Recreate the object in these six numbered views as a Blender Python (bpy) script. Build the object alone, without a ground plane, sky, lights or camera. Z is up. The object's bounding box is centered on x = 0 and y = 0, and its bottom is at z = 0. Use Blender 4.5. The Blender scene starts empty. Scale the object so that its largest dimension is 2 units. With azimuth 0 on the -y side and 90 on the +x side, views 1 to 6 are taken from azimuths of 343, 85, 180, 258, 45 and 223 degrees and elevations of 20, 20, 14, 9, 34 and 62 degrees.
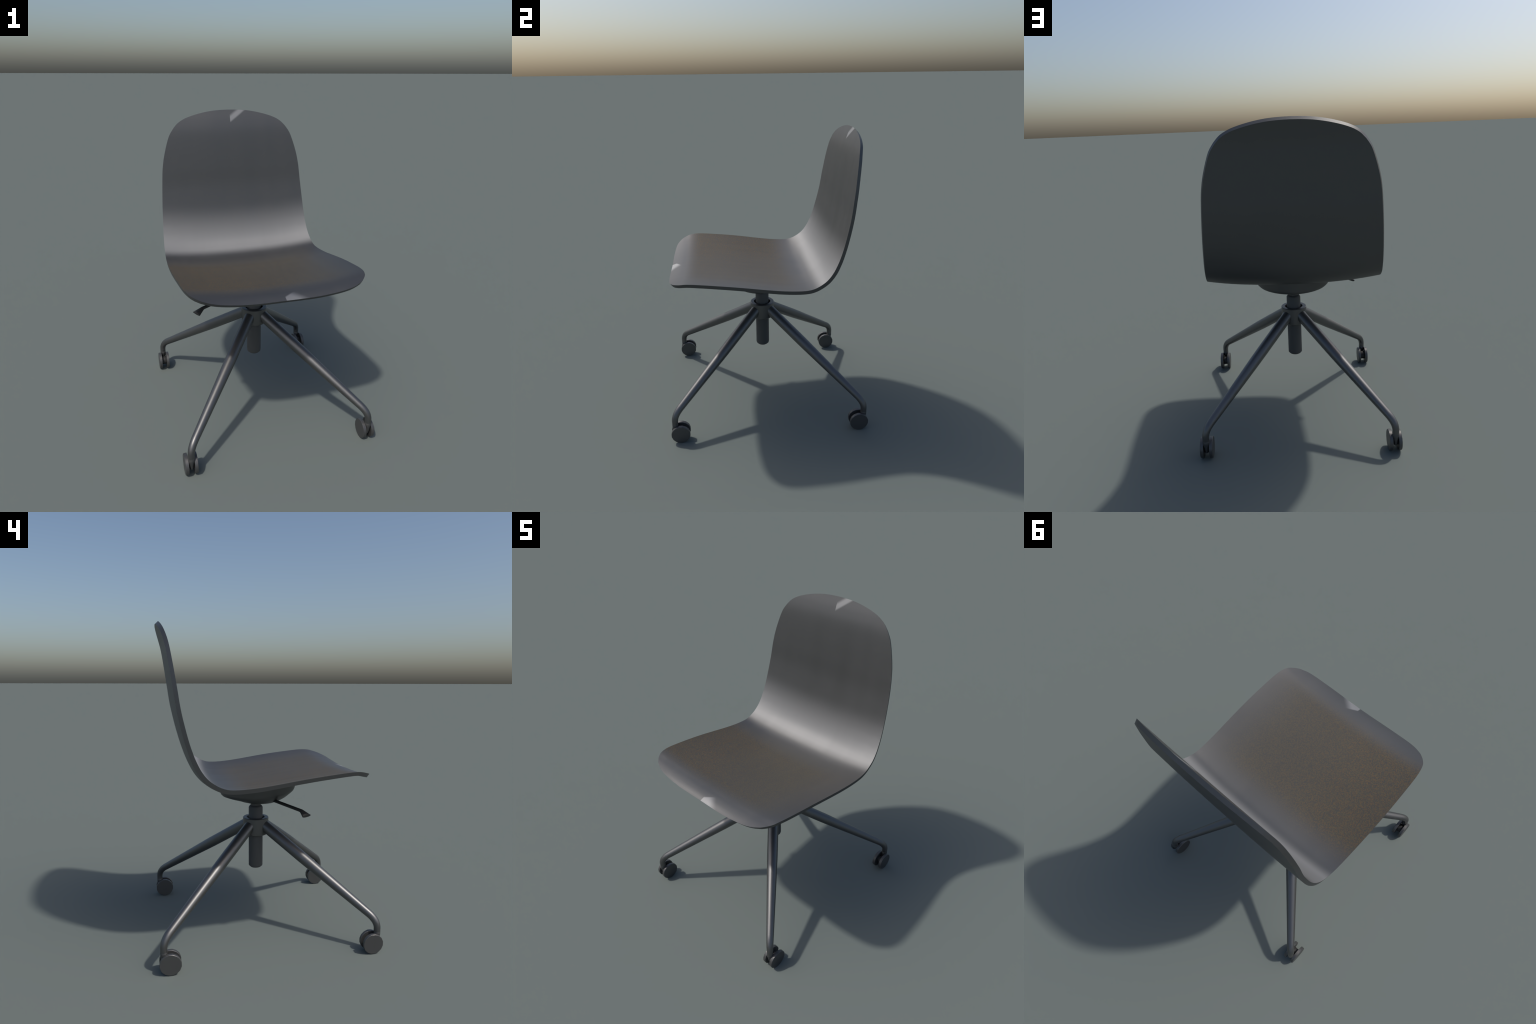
"""Swivel chair: a one-piece bent shell on a gas column with four tubular legs on twin-wheel casters."""
import bpy, bmesh, math
from math import sin, cos, pi, sqrt
from mathutils import Vector, Matrix

# ------------------------------------------------------------------ helpers
def catmull(points, count):
    """Smooth open curve through control points, `count` samples."""
    pts = [Vector(p) for p in points]
    ext = [2 * pts[0] - pts[1]] + pts + [2 * pts[-1] - pts[-2]]
    out, m = [], len(pts) - 1
    for k in range(count):
        t = min(k / (count - 1) * m, m - 1e-9)
        i = int(t); f = t - i
        p0, p1, p2, p3 = ext[i:i + 4]
        out.append(0.5 * (2 * p1 + (p2 - p0) * f + (2 * p0 - 5 * p1 + 4 * p2 - p3) * f * f
                          + (3 * p1 - p0 - 3 * p2 + p3) * f ** 3))
    return out

def resample(poly, count):
    """Equal arc length samples along a polyline."""
    acc = [0.0]
    for a, b in zip(poly, poly[1:]):
        acc.append(acc[-1] + (b - a).length)
    out, j = [], 0
    for k in range(count):
        d = acc[-1] * k / (count - 1)
        while j < len(poly) - 2 and acc[j + 1] < d:
            j += 1
        seg = max(acc[j + 1] - acc[j], 1e-12)
        out.append(poly[j].lerp(poly[j + 1], min(max((d - acc[j]) / seg, 0), 1)))
    return out

def piecewise(table, t):
    """Smoothstepped interpolation in (t, value) pairs."""
    if t <= table[0][0]:
        return table[0][1]
    for (a, va), (b, vb) in zip(table, table[1:]):
        if t <= b:
            return va + (vb - va) * (t - a) / (b - a)
    return table[-1][1]

def make_object(name, bm, material, parent, smooth_angle=35.0):
    bmesh.ops.recalc_face_normals(bm, faces=bm.faces)
    mesh = bpy.data.meshes.new(name)
    bm.to_mesh(mesh); bm.free()
    mesh.materials.append(material)
    for p in mesh.polygons:
        p.use_smooth = True
    mesh.set_sharp_from_angle(angle=math.radians(smooth_angle))
    ob = bpy.data.objects.new(name, mesh)
    bpy.context.scene.collection.objects.link(ob)
    ob.parent = parent
    return ob

def loft(bm, rings, cap_start=True, cap_end=True):
    loops = [[bm.verts.new(p) for p in r] for r in rings]
    n = len(loops[0])
    for a, b in zip(loops, loops[1:]):
        for i in range(n):
            bm.faces.new((a[i], a[(i + 1) % n], b[(i + 1) % n], b[i]))
    if cap_start:
        bm.faces.new(loops[0][::-1])
    if cap_end:
        bm.faces.new(loops[-1])
    return loops

def lathe(bm, profile, segments, axis='Z', centre=(0, 0, 0), closed=False):
    """Revolve (radius, height) pairs; closed joins last ring to first."""
    c = Vector(centre)
    rings = []
    for r, h in profile:
        ring = []
        for i in range(segments):
            a = 2 * pi * (i + 0.5) / segments
            p = Vector((r * cos(a), r * sin(a), h)) if axis == 'Z' else Vector((h, r * cos(a), r * sin(a)))
            ring.append(c + p)
        rings.append(ring)
    loops = loft(bm, rings, not closed, not closed)
    if closed:
        a, b = loops[-1], loops[0]
        for i in range(segments):
            bm.faces.new((a[i], a[(i + 1) % segments], b[(i + 1) % segments], b[i]))

def tube(bm, path, radii, segments):
    """Sweep circles along a path."""
    up = Vector((0, 0, 1))
    rings = []
    for i, p in enumerate(path):
        t = (path[min(i + 1, len(path) - 1)] - path[max(i - 1, 0)]).normalized()
        side = Vector((-path[-1].y, path[-1].x, 0)).normalized()
        side = (side - t * side.dot(t)).normalized()
        up2 = t.cross(side)
        rings.append([p + radii[i] * (cos(2 * pi * k / segments) * side + sin(2 * pi * k / segments) * up2)
                      for k in range(segments)])
    loft(bm, rings)

# ------------------------------------------------------------------ materials
def lacquer(name, colour, roughness, metallic=0.0, specular=0.5, grain=0.02, grain_scale=220.0, bump=0.0, coat=None):
    m = bpy.data.materials.new(name); m.use_nodes = True
    nt = m.node_tree; nodes, links = nt.nodes, nt.links
    bsdf = nodes['Principled BSDF']
    tc = nodes.new('ShaderNodeTexCoord')
    noise = nodes.new('ShaderNodeTexNoise')
    noise.inputs['Scale'].default_value = grain_scale
    noise.inputs['Detail'].default_value = 3
    links.new(tc.outputs['Object'], noise.inputs['Vector'])
    ramp = nodes.new('ShaderNodeValToRGB')
    lo = [c * (1 - grain) for c in colour]; hi = [c * (1 + grain) for c in colour]
    ramp.color_ramp.elements[0].position = 0.35; ramp.color_ramp.elements[0].color = (*lo, 1)
    ramp.color_ramp.elements[1].position = 0.65; ramp.color_ramp.elements[1].color = (*hi, 1)
    links.new(noise.outputs['Fac'], ramp.inputs['Fac'])
    links.new(ramp.outputs['Color'], bsdf.inputs['Base Color'])
    bsdf.inputs['Roughness'].default_value = roughness
    bsdf.inputs['Metallic'].default_value = metallic
    bsdf.inputs['Specular IOR Level'].default_value = specular
    if coat:
        for key, value in zip(('Coat Weight', 'Coat IOR', 'Coat Roughness'), coat):
            bsdf.inputs[key].default_value = value
    if bump:
        b = nodes.new('ShaderNodeBump')
        b.inputs['Strength'].default_value = bump
        b.inputs['Distance'].default_value = 0.001
        links.new(noise.outputs['Fac'], b.inputs['Height'])
        links.new(b.outputs['Normal'], bsdf.inputs['Normal'])
    return m

METAL_GREY = (0.13, 0.13, 0.13)
SHELL = lacquer('shell_lacquer', METAL_GREY, 0.50, 0.85)
FRAME = lacquer('frame_lacquer', (0.11, 0.11, 0.11), 0.45, 0.85, coat=(0.45, 2.0, 0.42))
COLUMN = lacquer('column_enamel', (0.10, 0.10, 0.10), 0.60, 0.3, 0.3)
PLASTIC = lacquer('caster_plastic', (0.105, 0.105, 0.105), 0.45, 0.6)
BLACK = lacquer('black_plastic', (0.03, 0.03, 0.03), 0.55, 0.0, 0.4)

class Nodes:
    """Small helper to write shader arithmetic as expressions."""
    def __init__(self, material):
        self.nt = material.node_tree
    def new(self, kind):
        return self.nt.nodes.new(kind)
    def link(self, value, socket):
        if isinstance(value, (int, float)):
            socket.default_value = value
        else:
            self.nt.links.new(value, socket)
    def math(self, op, a, b=0.0, clamp=False):
        n = self.new('ShaderNodeMath'); n.operation = op; n.use_clamp = clamp
        self.link(a, n.inputs[0]); self.link(b, n.inputs[1])
        return n.outputs[0]
    def ramp(self, value, lo, hi):
        """Smooth 0..1 as value goes lo -> hi."""
        n = self.new('ShaderNodeMapRange'); n.interpolation_type = 'SMOOTHSTEP'
        self.link(value, n.inputs['Value'])
        n.inputs['From Min'].default_value = min(lo, hi); n.inputs['From Max'].default_value = max(lo, hi)
        n.inputs['To Min'].default_value = 0.0 if hi > lo else 1.0
        n.inputs['To Max'].default_value = 1.0 if hi > lo else 0.0
        return n.outputs['Result']
    def product(self, *values):
        out = values[0]
        for v in values[1:]:
            out = self.math('MULTIPLY', out, v)
        return out
    def mix(self, factor, a, b):
        n = self.new('ShaderNodeMix'); n.data_type = 'RGBA'
        self.link(factor, n.inputs['Factor'])
        for v, sock in ((a, n.inputs[6]), (b, n.inputs[7])):
            if isinstance(v, tuple):
                sock.default_value = (*v, 1)
            else:
                self.nt.links.new(v, sock)
        return n.outputs[2]

def seat_finish():
    """Sitting side: satin metallic lacquer, highlight laid into the bend by a masked coat, warm baked-light grain tinted on the seat."""
    m = lacquer('sitting_side_lacquer', METAL_GREY, 0.50, 0.85)
    N = Nodes(m); nodes = m.node_tree.nodes; bsdf = nodes['Principled BSDF']
    grey = bsdf.inputs['Base Color'].links[0].from_socket
    coord = next(n for n in nodes if n.type == 'TEX_COORD').outputs['Object']
    sep = N.new('ShaderNodeSeparateXYZ'); m.node_tree.links.new(coord, sep.inputs[0])
    x, y, z = sep.outputs
    # height above the dished centre line
    side = N.math('POWER', N.math('ABSOLUTE', N.math('DIVIDE', x, 0.55)), 2.4)
    level = N.math('SUBTRACT', z, N.math('MULTIPLY', side, 0.034))
    bend = N.product(N.ramp(level, 1.012, 1.052), N.ramp(level, 1.36, 1.08), N.ramp(y, 0.2, 0.3))  # fixed mask: extra coat here draws the bright band baked across the bend
    # pale shading glints drawn as gloss masks: at the top edge and front lip
    f = N.math('ADD', N.math('DIVIDE', N.math('SUBTRACT', 2.0, z), 0.09), N.math('DIVIDE', x, 0.128))
    right = N.ramp(x, 0.0, 0.002)
    top_glint = N.product(right, N.ramp(f, 0.3, 0.62), N.ramp(f, 1.02, 0.82), N.ramp(z, 1.8, 1.85))
    edge_a = N.math('SUBTRACT', N.math('ADD', -0.605, N.math('MULTIPLY', x, 0.6)), y)
    edge_b = N.math('SUBTRACT', N.math('SUBTRACT', -0.50, N.math('MULTIPLY', x, 0.92)), y)
    lip_glint = N.product(right, N.ramp(edge_a, 0.0, 0.014), N.ramp(edge_b, 0.0, 0.075))
    patch = N.math('MAXIMUM', top_glint, lip_glint)
    N.link(N.math('ADD', bend, N.math('MULTIPLY', patch, 1.0), True), bsdf.inputs['Coat Weight'])
    # faint uprights of uneven gloss
    streak_map = N.new('ShaderNodeMapping'); streak_map.inputs['Scale'].default_value = (9.0, 1.0, 0.6)
    m.node_tree.links.new(coord, streak_map.inputs['Vector'])
    streak = N.new('ShaderNodeTexNoise'); streak.inputs['Scale'].default_value = 1.0
    m.node_tree.links.new(streak_map.outputs['Vector'], streak.inputs['Vector'])
    gloss = N.math('ADD', 0.43, N.math('MULTIPLY', streak.outputs['Fac'], 0.14))
    bsdf.inputs['Coat IOR'].default_value = 2.8
    bsdf.inputs['Coat Roughness'].default_value = 0.72
    # noisy warm bounce light painted as two-hue flecks, strongest toward one side
    flecks = N.new('ShaderNodeTexNoise'); m.node_tree.links.new(coord, flecks.inputs['Vector'])
    flecks.inputs['Scale'].default_value = 150; flecks.inputs['Detail'].default_value = 3
    flecks.inputs['Roughness'].default_value = 0.7
    hue = N.new('ShaderNodeTexNoise'); m.node_tree.links.new(coord, hue.inputs['Vector'])
    hue.inputs['Scale'].default_value = 80; hue.inputs['Detail'].default_value = 2
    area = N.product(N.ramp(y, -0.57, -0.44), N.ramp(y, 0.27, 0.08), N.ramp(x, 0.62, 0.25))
    bounce_side = N.ramp(N.math('ADD', x, N.math('MULTIPLY', y, 0.25)), 0.30, -0.50)
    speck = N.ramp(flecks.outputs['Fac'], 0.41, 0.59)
    bounce_mask = N.product(area, N.math('ADD', 0.75, N.math('MULTIPLY', bounce_side, 0.25)), N.math('ADD', 0.65, N.math('MULTIPLY', speck, 0.35)))
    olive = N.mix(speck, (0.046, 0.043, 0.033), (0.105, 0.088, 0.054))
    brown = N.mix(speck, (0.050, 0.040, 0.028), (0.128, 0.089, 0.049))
    warm = N.mix(N.math('MULTIPLY', N.ramp(hue.outputs['Fac'], 0.40, 0.60), N.math('ADD', 0.4, N.math('MULTIPLY', bounce_side, 0.6))), olive, brown)
    N.link(N.math('ADD', N.math('ADD', gloss, N.math('MULTIPLY', bend, 0.25)), N.math('MULTIPLY', bounce_mask, 0.12)), bsdf.inputs['Roughness'])
    m.node_tree.links.new(N.mix(bounce_mask, grey, warm), bsdf.inputs['Base Color'])
    N.link(N.math('SUBTRACT', 0.85, N.math('MULTIPLY', bounce_mask, 0.55)), bsdf.inputs['Metallic'])
    return m
SITTING_SIDE = seat_finish()

# ------------------------------------------------------------------ the chair
chair = bpy.data.objects.new('swivel_chair', None)
bpy.context.scene.collection.objects.link(chair)
chair["label"] = "dark grey one-piece shell swivel chair on four castered legs"
chair["category"] = "office chair"

# ---- shell: centre-line profile (y, z), from the front lip over the seat, through the bend, up the back
PROFILE = [(-.638, 1.0555), (-.602, 1.068), (-.55, 1.0775), (-.475, 1.0800), (-.3, 1.0610), (-.167, 1.0430),
           (-.02, 1.0205), (.1, 1.0050), (.205, .9995), (.29, 1.010), (.365, 1.051), (.42, 1.118), (.474, 1.268),
           (.518, 1.458), (.540, 1.614), (.558, 1.746), (.576, 1.857), (.596, 1.93), (.621, 1.999)]
# how far the sides rise out of the centre line (dish depth) at arc length s
DISH = [(0, .044), (.03, .038), (.08, .0375), (.11, .0402), (.33, .0408), (.48, .0416), (.6, .0420), (.71, .0420),
        (.82, .0419), (.91, .0394), (1.0, .036), (1.08, .030), (1.15, .019), (1.22, .0126), (1.3, .0095),
        (1.5, .0065), (1.7, .0045), (2.02, .004)]
DISH_POWER, DISH_HALF_WIDTH = 2.5, 0.55
# right-hand outline, (half width x, arc length s): front edge, side, top edge
OUTLINE_FRONT = [(0, 0), (.1, -.001), (.2, -.001), (.29, .004), (.364, .012), (.427, .026), (.475, .047)]
OUTLINE_SIDE = [(.475, .047), (.51, .077), (.534, .115), (.549, .187), (.555, .331), (.557, .478), (.556, .601),
                (.553, .713), (.55, .816), (.547, .908), (.544, .998), (.541, 1.078), (.533, 1.221), (.523, 1.39),
                (.511, 1.551), (.504, 1.62), (.493, 1.684), (.478, 1.743), (.461, 1.798), (.441, 1.849), (.411, 1.894)]
OUTLINE_TOP = [(.411, 1.894), (.373, 1.933), (.313, 1.966), (.227, 1.993), (.142, 2.010), (.07, 2.017), (0, 2.019)]
THICKNESS = [(0, .022), (.6, .023), (.9, .0245), (1.15, .0255), (1.3, .0235), (2.02, .0215)]   # by arc length
RIM_INSET = 0.009
RIM_GROWTH = 0.001      # outline allowance over the measured edge line

_line = catmull(PROFILE, 1500)
_acc = [0.0]
for _a, _b in zip(_line, _line[1:]):
    _acc.append(_acc[-1] + (_b - _a).length)

def profile_at(s):
    """Point and up/forward-facing normal of the centre line at arc length s (extrapolated at the ends)."""
    import bisect
    j = min(max(bisect.bisect_right(_acc, s) - 1, 0), len(_line) - 2)
    a, b = _line[j], _line[j + 1]
    t = (b - a).normalized()
    p = a + t * (s - _acc[j])
    lo, hi = _line[max(j - 12, 0)], _line[min(j + 13, len(_line) - 1)]
    tt = (hi - lo).normalized()
    return p, Vector((-tt.y, tt.x))

def sheet(x, s):
    p, n = profile_at(s)
    h = piecewise(DISH, s) * (abs(x) / DISH_HALF_WIDTH) ** DISH_POWER
    q = p + n * h
    return Vector((x, q.x, q.y))

def sheet_normal(x, s):
    e = 0.004
    dx = sheet(x + e, s) - sheet(x - e, s)
    ds = sheet(x, s + e) - sheet(x, s - e)
    return dx.cross(ds).normalized()

COLS, ROWS = 48, 96
def domain_grid(inset):
    """Coons patch over the shell outline in (x, s); inset shrinks the outline."""
    front_r = resample(catmull(OUTLINE_FRONT, 80), COLS // 2 + 1)
    top_r = resample(catmull(OUTLINE_TOP, 80), COLS // 2 + 1)
    side_r = resample(catmull(OUTLINE_SIDE, 300), ROWS + 1)
    mirror = lambda p: Vector((-p.x, p.y))
    front = [mirror(p) for p in front_r[:0:-1]] + front_r
    top_l = top_r                                       # corner -> centre
    top = [mirror(p) for p in top_l] + top_l[-2::-1]
    right = side_r
    left = [mirror(p) for p in side_r]
    if inset:
        loop = front[:-1] + right[:-1] + top[:0:-1] + left[:0:-1]
        n = len(loop); moved = {}
        for i, p in enumerate(loop):
            t = (loop[(i + 1) % n] - loop[i - 1]).normalized()
            moved[(round(p.x, 6), round(p.y, 6))] = p + Vector((-t.y, t.x)) * inset
        look = lambda c: [moved[(round(p.x, 6), round(p.y, 6))] for p in c]
        front, right, top, left = look(front), look(right), look(top), look(left)
    grid = []
    for j in range(ROWS + 1):
        v = j / ROWS; row = []
        for i in range(COLS + 1):
            u = i / COLS
            p = ((1 - v) * front[i] + v * top[i] + (1 - u) * left[j] + u * right[j]
                 - ((1 - u) * (1 - v) * front[0] + u * (1 - v) * front[-1]
                    + (1 - u) * v * top[0] + u * v * top[-1]))
            row.append(p)
        grid.append(row)
    return grid

def build_shell():
    face_dom, back_dom = domain_grid(-RIM_GROWTH), domain_grid(RIM_INSET - RIM_GROWTH)
    verts, normals, faces, kinds = [], [], [], []
    W = COLS + 1
    for row in face_dom:
        for d in row:
            verts.append(sheet(d.x, d.y)); normals.append(sheet_normal(d.x, d.y))
    base = len(verts)
    for row in back_dom:
        for d in row:
            n = sheet_normal(d.x, d.y)
            verts.append(sheet(d.x, d.y) - n * piecewise(THICKNESS, d.y)); normals.append(-n)
    row_of = []
    for j in range(ROWS):
        for i in range(COLS):
            a = j * W + i
            faces.append((a, a + 1, a + W + 1, a + W)); kinds.append('face'); row_of.append((j, i))
            faces.append((base + a, base + a + W, base + a + W + 1, base + a + 1)); kinds.append('back'); row_of.append((j, i))
    border = ([(0, i) for i in range(COLS)] + [(j, COLS) for j in range(ROWS)]
              + [(ROWS, i) for i in range(COLS, 0, -1)] + [(j, 0) for j in range(ROWS, 0, -1)])
    for k, (j, i) in enumerate(border):
        j2, i2 = border[(k + 1) % len(border)]
        a, b = j * W + i, j2 * W + i2
        faces.append((b, a, base + a, base + b)); kinds.append('rim'); row_of.append((min(j, j2), min(i, i2)))
    # rim normals: averaged along the border only, so its two long edges stay crisp
    rim_normal = {}
    for f, kind in zip(faces, kinds):
        if kind == 'rim':
            n = (verts[f[1]] - verts[f[0]]).cross(verts[f[3]] - verts[f[0]]).normalized()
            for v in f:
                rim_normal[v] = rim_normal.get(v, Vector()) + n
    # cut the one smooth surface into seat and backrest along one grid row in the bend
    cut = next(j for j in range(ROWS + 1) if face_dom[j][COLS // 2].y > 1.04)
    for name, keep in (('seat', lambda j: j < cut), ('backrest', lambda j: j >= cut)):
        ids, index, sub, loop_normals, slots = [], {}, [], [], []
        for f, kind, (j, i) in zip(faces, kinds, row_of):
            if not keep(j):
                continue
            sub.append([]); slots.append(1 if kind == 'face' else 0)
            for v in f:
                if v not in index:
                    index[v] = len(ids); ids.append(v)
                sub[-1].append(index[v])
                n = rim_normal[v].normalized() if kind == 'rim' else normals[v]
                loop_normals.append(n)
        mesh = bpy.data.meshes.new(name)
        mesh.from_pydata([verts[v] for v in ids], [], sub)
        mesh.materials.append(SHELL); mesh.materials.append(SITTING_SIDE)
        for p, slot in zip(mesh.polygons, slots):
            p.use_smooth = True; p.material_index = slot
        mesh.normals_split_custom_set([tuple(n) for n in loop_normals])
        ob = bpy.data.objects.new(name, mesh)
        bpy.context.scene.collection.objects.link(ob)
        ob.parent = chair

build_shell()

# ---- mechanism housing: a shallow cup under the seat, tilted with it
bm = bmesh.new()
CUP = [  # centre y, radius, height, rise per metre of y
    (0.0, .050, .849, .02), (-.002, .115, .851, .05), (-.002, .133, .857, .06), (0.0, .172, .872, .03), (-.002, .207, .889, -.01),
    (-.006, .234, .907, -.05), (-.010, .246, .919, -.065), (-.012, .251, .932, -.075), (-.012, .253, .985, -.1)]
rings = []
for yc, r, z, rise in CUP:
    rings.append([(r * cos(2 * pi * k / 40), yc + r * sin(2 * pi * k / 40), z + rise * (r * sin(2 * pi * k / 40)))
                  for k in range(40)])
def underside(x, y):
    """Height inside the shell thickness above plan position (x, y)."""
    s = min((abs(p.x - y), a) for p, a in zip(_line, _acc) if a < 1.1)[1]
    return sheet(x, s).z - 0.011
rings[-1] = [(x, y, underside(x, y)) for x, y, _ in rings[-1]]      # the cup wall runs up into the shell
loft(bm, rings)
make_object('mechanism_housing', bm, SHELL, chair)

# ---- height lever: slim bar with a drooping flared paddle
bm = bmesh.new()
def box_section(centre, direction, width, height):
    d = Vector(direction).normalized(); side = d.cross(Vector((0, 0, 1))).normalized(); up = side.cross(d)
    c = Vector(centre)
    ring = []
    for k in range(12):
        a = 2 * pi * k / 12
        ring.append(c + side * (width / 2 * cos(a)) + up * (height / 2 * sin(a)))
    return ring
arm = Vector((-.393, -.202, .865)) - Vector((-.09, -.05, .888))
tip = Vector((-.047, -.024, -.026))
loft(bm, [box_section((-.09, -.05, .888), arm, .022, .020), box_section((-.385, -.198, .866), arm, .022, .020),
          box_section((-.396, -.204, .864), arm + tip * 4, .026, .022), box_section((-.438, -.224, .842), tip, .070, .020)])
make_object('height_lever', bm, BLACK, chair, 30)

# ---- gas column and collar
bm = bmesh.new()
lathe(bm, [(.036, .387), (.047, .397), (.0485, .405), (.0485, .806), (.040, .818), (.037, .819)], 14)
make_object('gas_column', bm, COLUMN, chair, 40)
bm = bmesh.new()
lathe(bm, [(.0345, .810), (.0345, .875)], 20)
make_object('column_neck', bm, COLUMN, chair)
bm = bmesh.new()
lathe(bm, [(.087, .735), (.083, .739), (.062, .739), (.060, .735), (.060, .690), (.0482, .690), (.0482, .621), (.076, .621), (.081, .626), (.085, .67)], 32, closed=True)
make_object('collar', bm, FRAME, chair)

# ---- legs with twin-wheel casters
FOOT = Vector((.574, .6465, 0))
def leg_mesh():
    out = Vector((FOOT.x, FOOT.y, 0)).normalized(); reach = FOOT.length
    top = out * .05 + Vector((0, 0, .696))
    corner = out * reach + Vector((0, 0, .196))
    foot = out * reach + Vector((0, 0, .128))
    d_in, d_out = (top - corner).normalized(), Vector((0, 0, -1))
    cutback = .050
    path, radii = [], []
    a, b = corner + d_in * .068, corner + d_out * cutback
    length = (top - a).length
    for k in range(25):
        t = k / 24
        path.append(top.lerp(a, t))
        radii.append(piecewise([(0, .0372), (.38, .0365), (.46, .0355), (1, .0245)], t))
    for k in range(1, 11):
        t = k / 10
        path.append((1 - t) ** 2 * a + 2 * t * (1 - t) * corner + t * t * b)
        radii.append(.0245 - .0040 * t)
    path.append(foot); radii.append(.0203)
    b = bmesh.new(); tube(b, path, radii, 18)
    return b

proto = make_object('leg', leg_mesh(), FRAME, chair, 50)
WHEEL_R, OFFSET = .0632, .036
def caster_parts():
    c = Vector((FOOT.x, FOOT.y - OFFSET, WHEEL_R * cos(pi / 16)))
    b = bmesh.new()      # socket, tapering fork and hub between the wheels
    lathe(b, [(.0185, .138), (.0195, .128), (.0205, .1265), (.0205, .106), (.0175, .100), (.0172, .092)], 18, centre=(FOOT.x, FOOT.y, 0))
    rings = []
    for z, w, y0 in ((.100, .0155, 0), (.085, .0145, 0), (.066, .011, 0), (.045, .008, -.004)):
        rings.append([(FOOT.x + w * cos(2 * pi * k / 14), FOOT.y + y0 + w * sin(2 * pi * k / 14), z) for k in range(14)])
    loft(b, rings)
    holder = make_object('caster', b, PLASTIC, None, 35)
    b = bmesh.new()
    lathe(b, [(.030, -.0175), (.0315, -.015), (.0315, .015), (.030, .0175)], 20, 'X', c)
    hub = make_object('wheel_hub', b, BLACK, None, 35)
    wheels = [hub]
    for sgn in (1, -1):
        b = bmesh.new()
        lathe(b, [(WHEEL_R - .002, sgn * .017), (WHEEL_R, sgn * .0185), (WHEEL_R, sgn * .0355), (WHEEL_R - .002, sgn * .0375)], 16, 'X', c)
        wheels.append(make_object('wheel', b, PLASTIC, None, 35))
    return holder, wheels

holder, wheels = caster_parts()

def mirrored(mesh, sx, sy):
    m = mesh.copy()
    m.transform(Matrix.Diagonal((sx, sy, 1, 1)))
    if sx * sy < 0:
        m.flip_normals()
    return m

meshes = {}
for sx, sy in ((1, 1), (-1, 1), (-1, -1), (1, -1)):
    first = (sx, sy) == (1, 1)
    if first:
        leg, cas, whs = proto, holder, wheels
    else:
        def dup(o):
            n = o.copy(); n.data = mirrored(o.data, sx, sy)
            bpy.context.scene.collection.objects.link(n); return n
        leg, cas, whs = dup(proto), dup(holder), [dup(w) for w in wheels]
    leg.parent = chair
    cas.parent = chair
    for w in whs:
        w.parent = cas
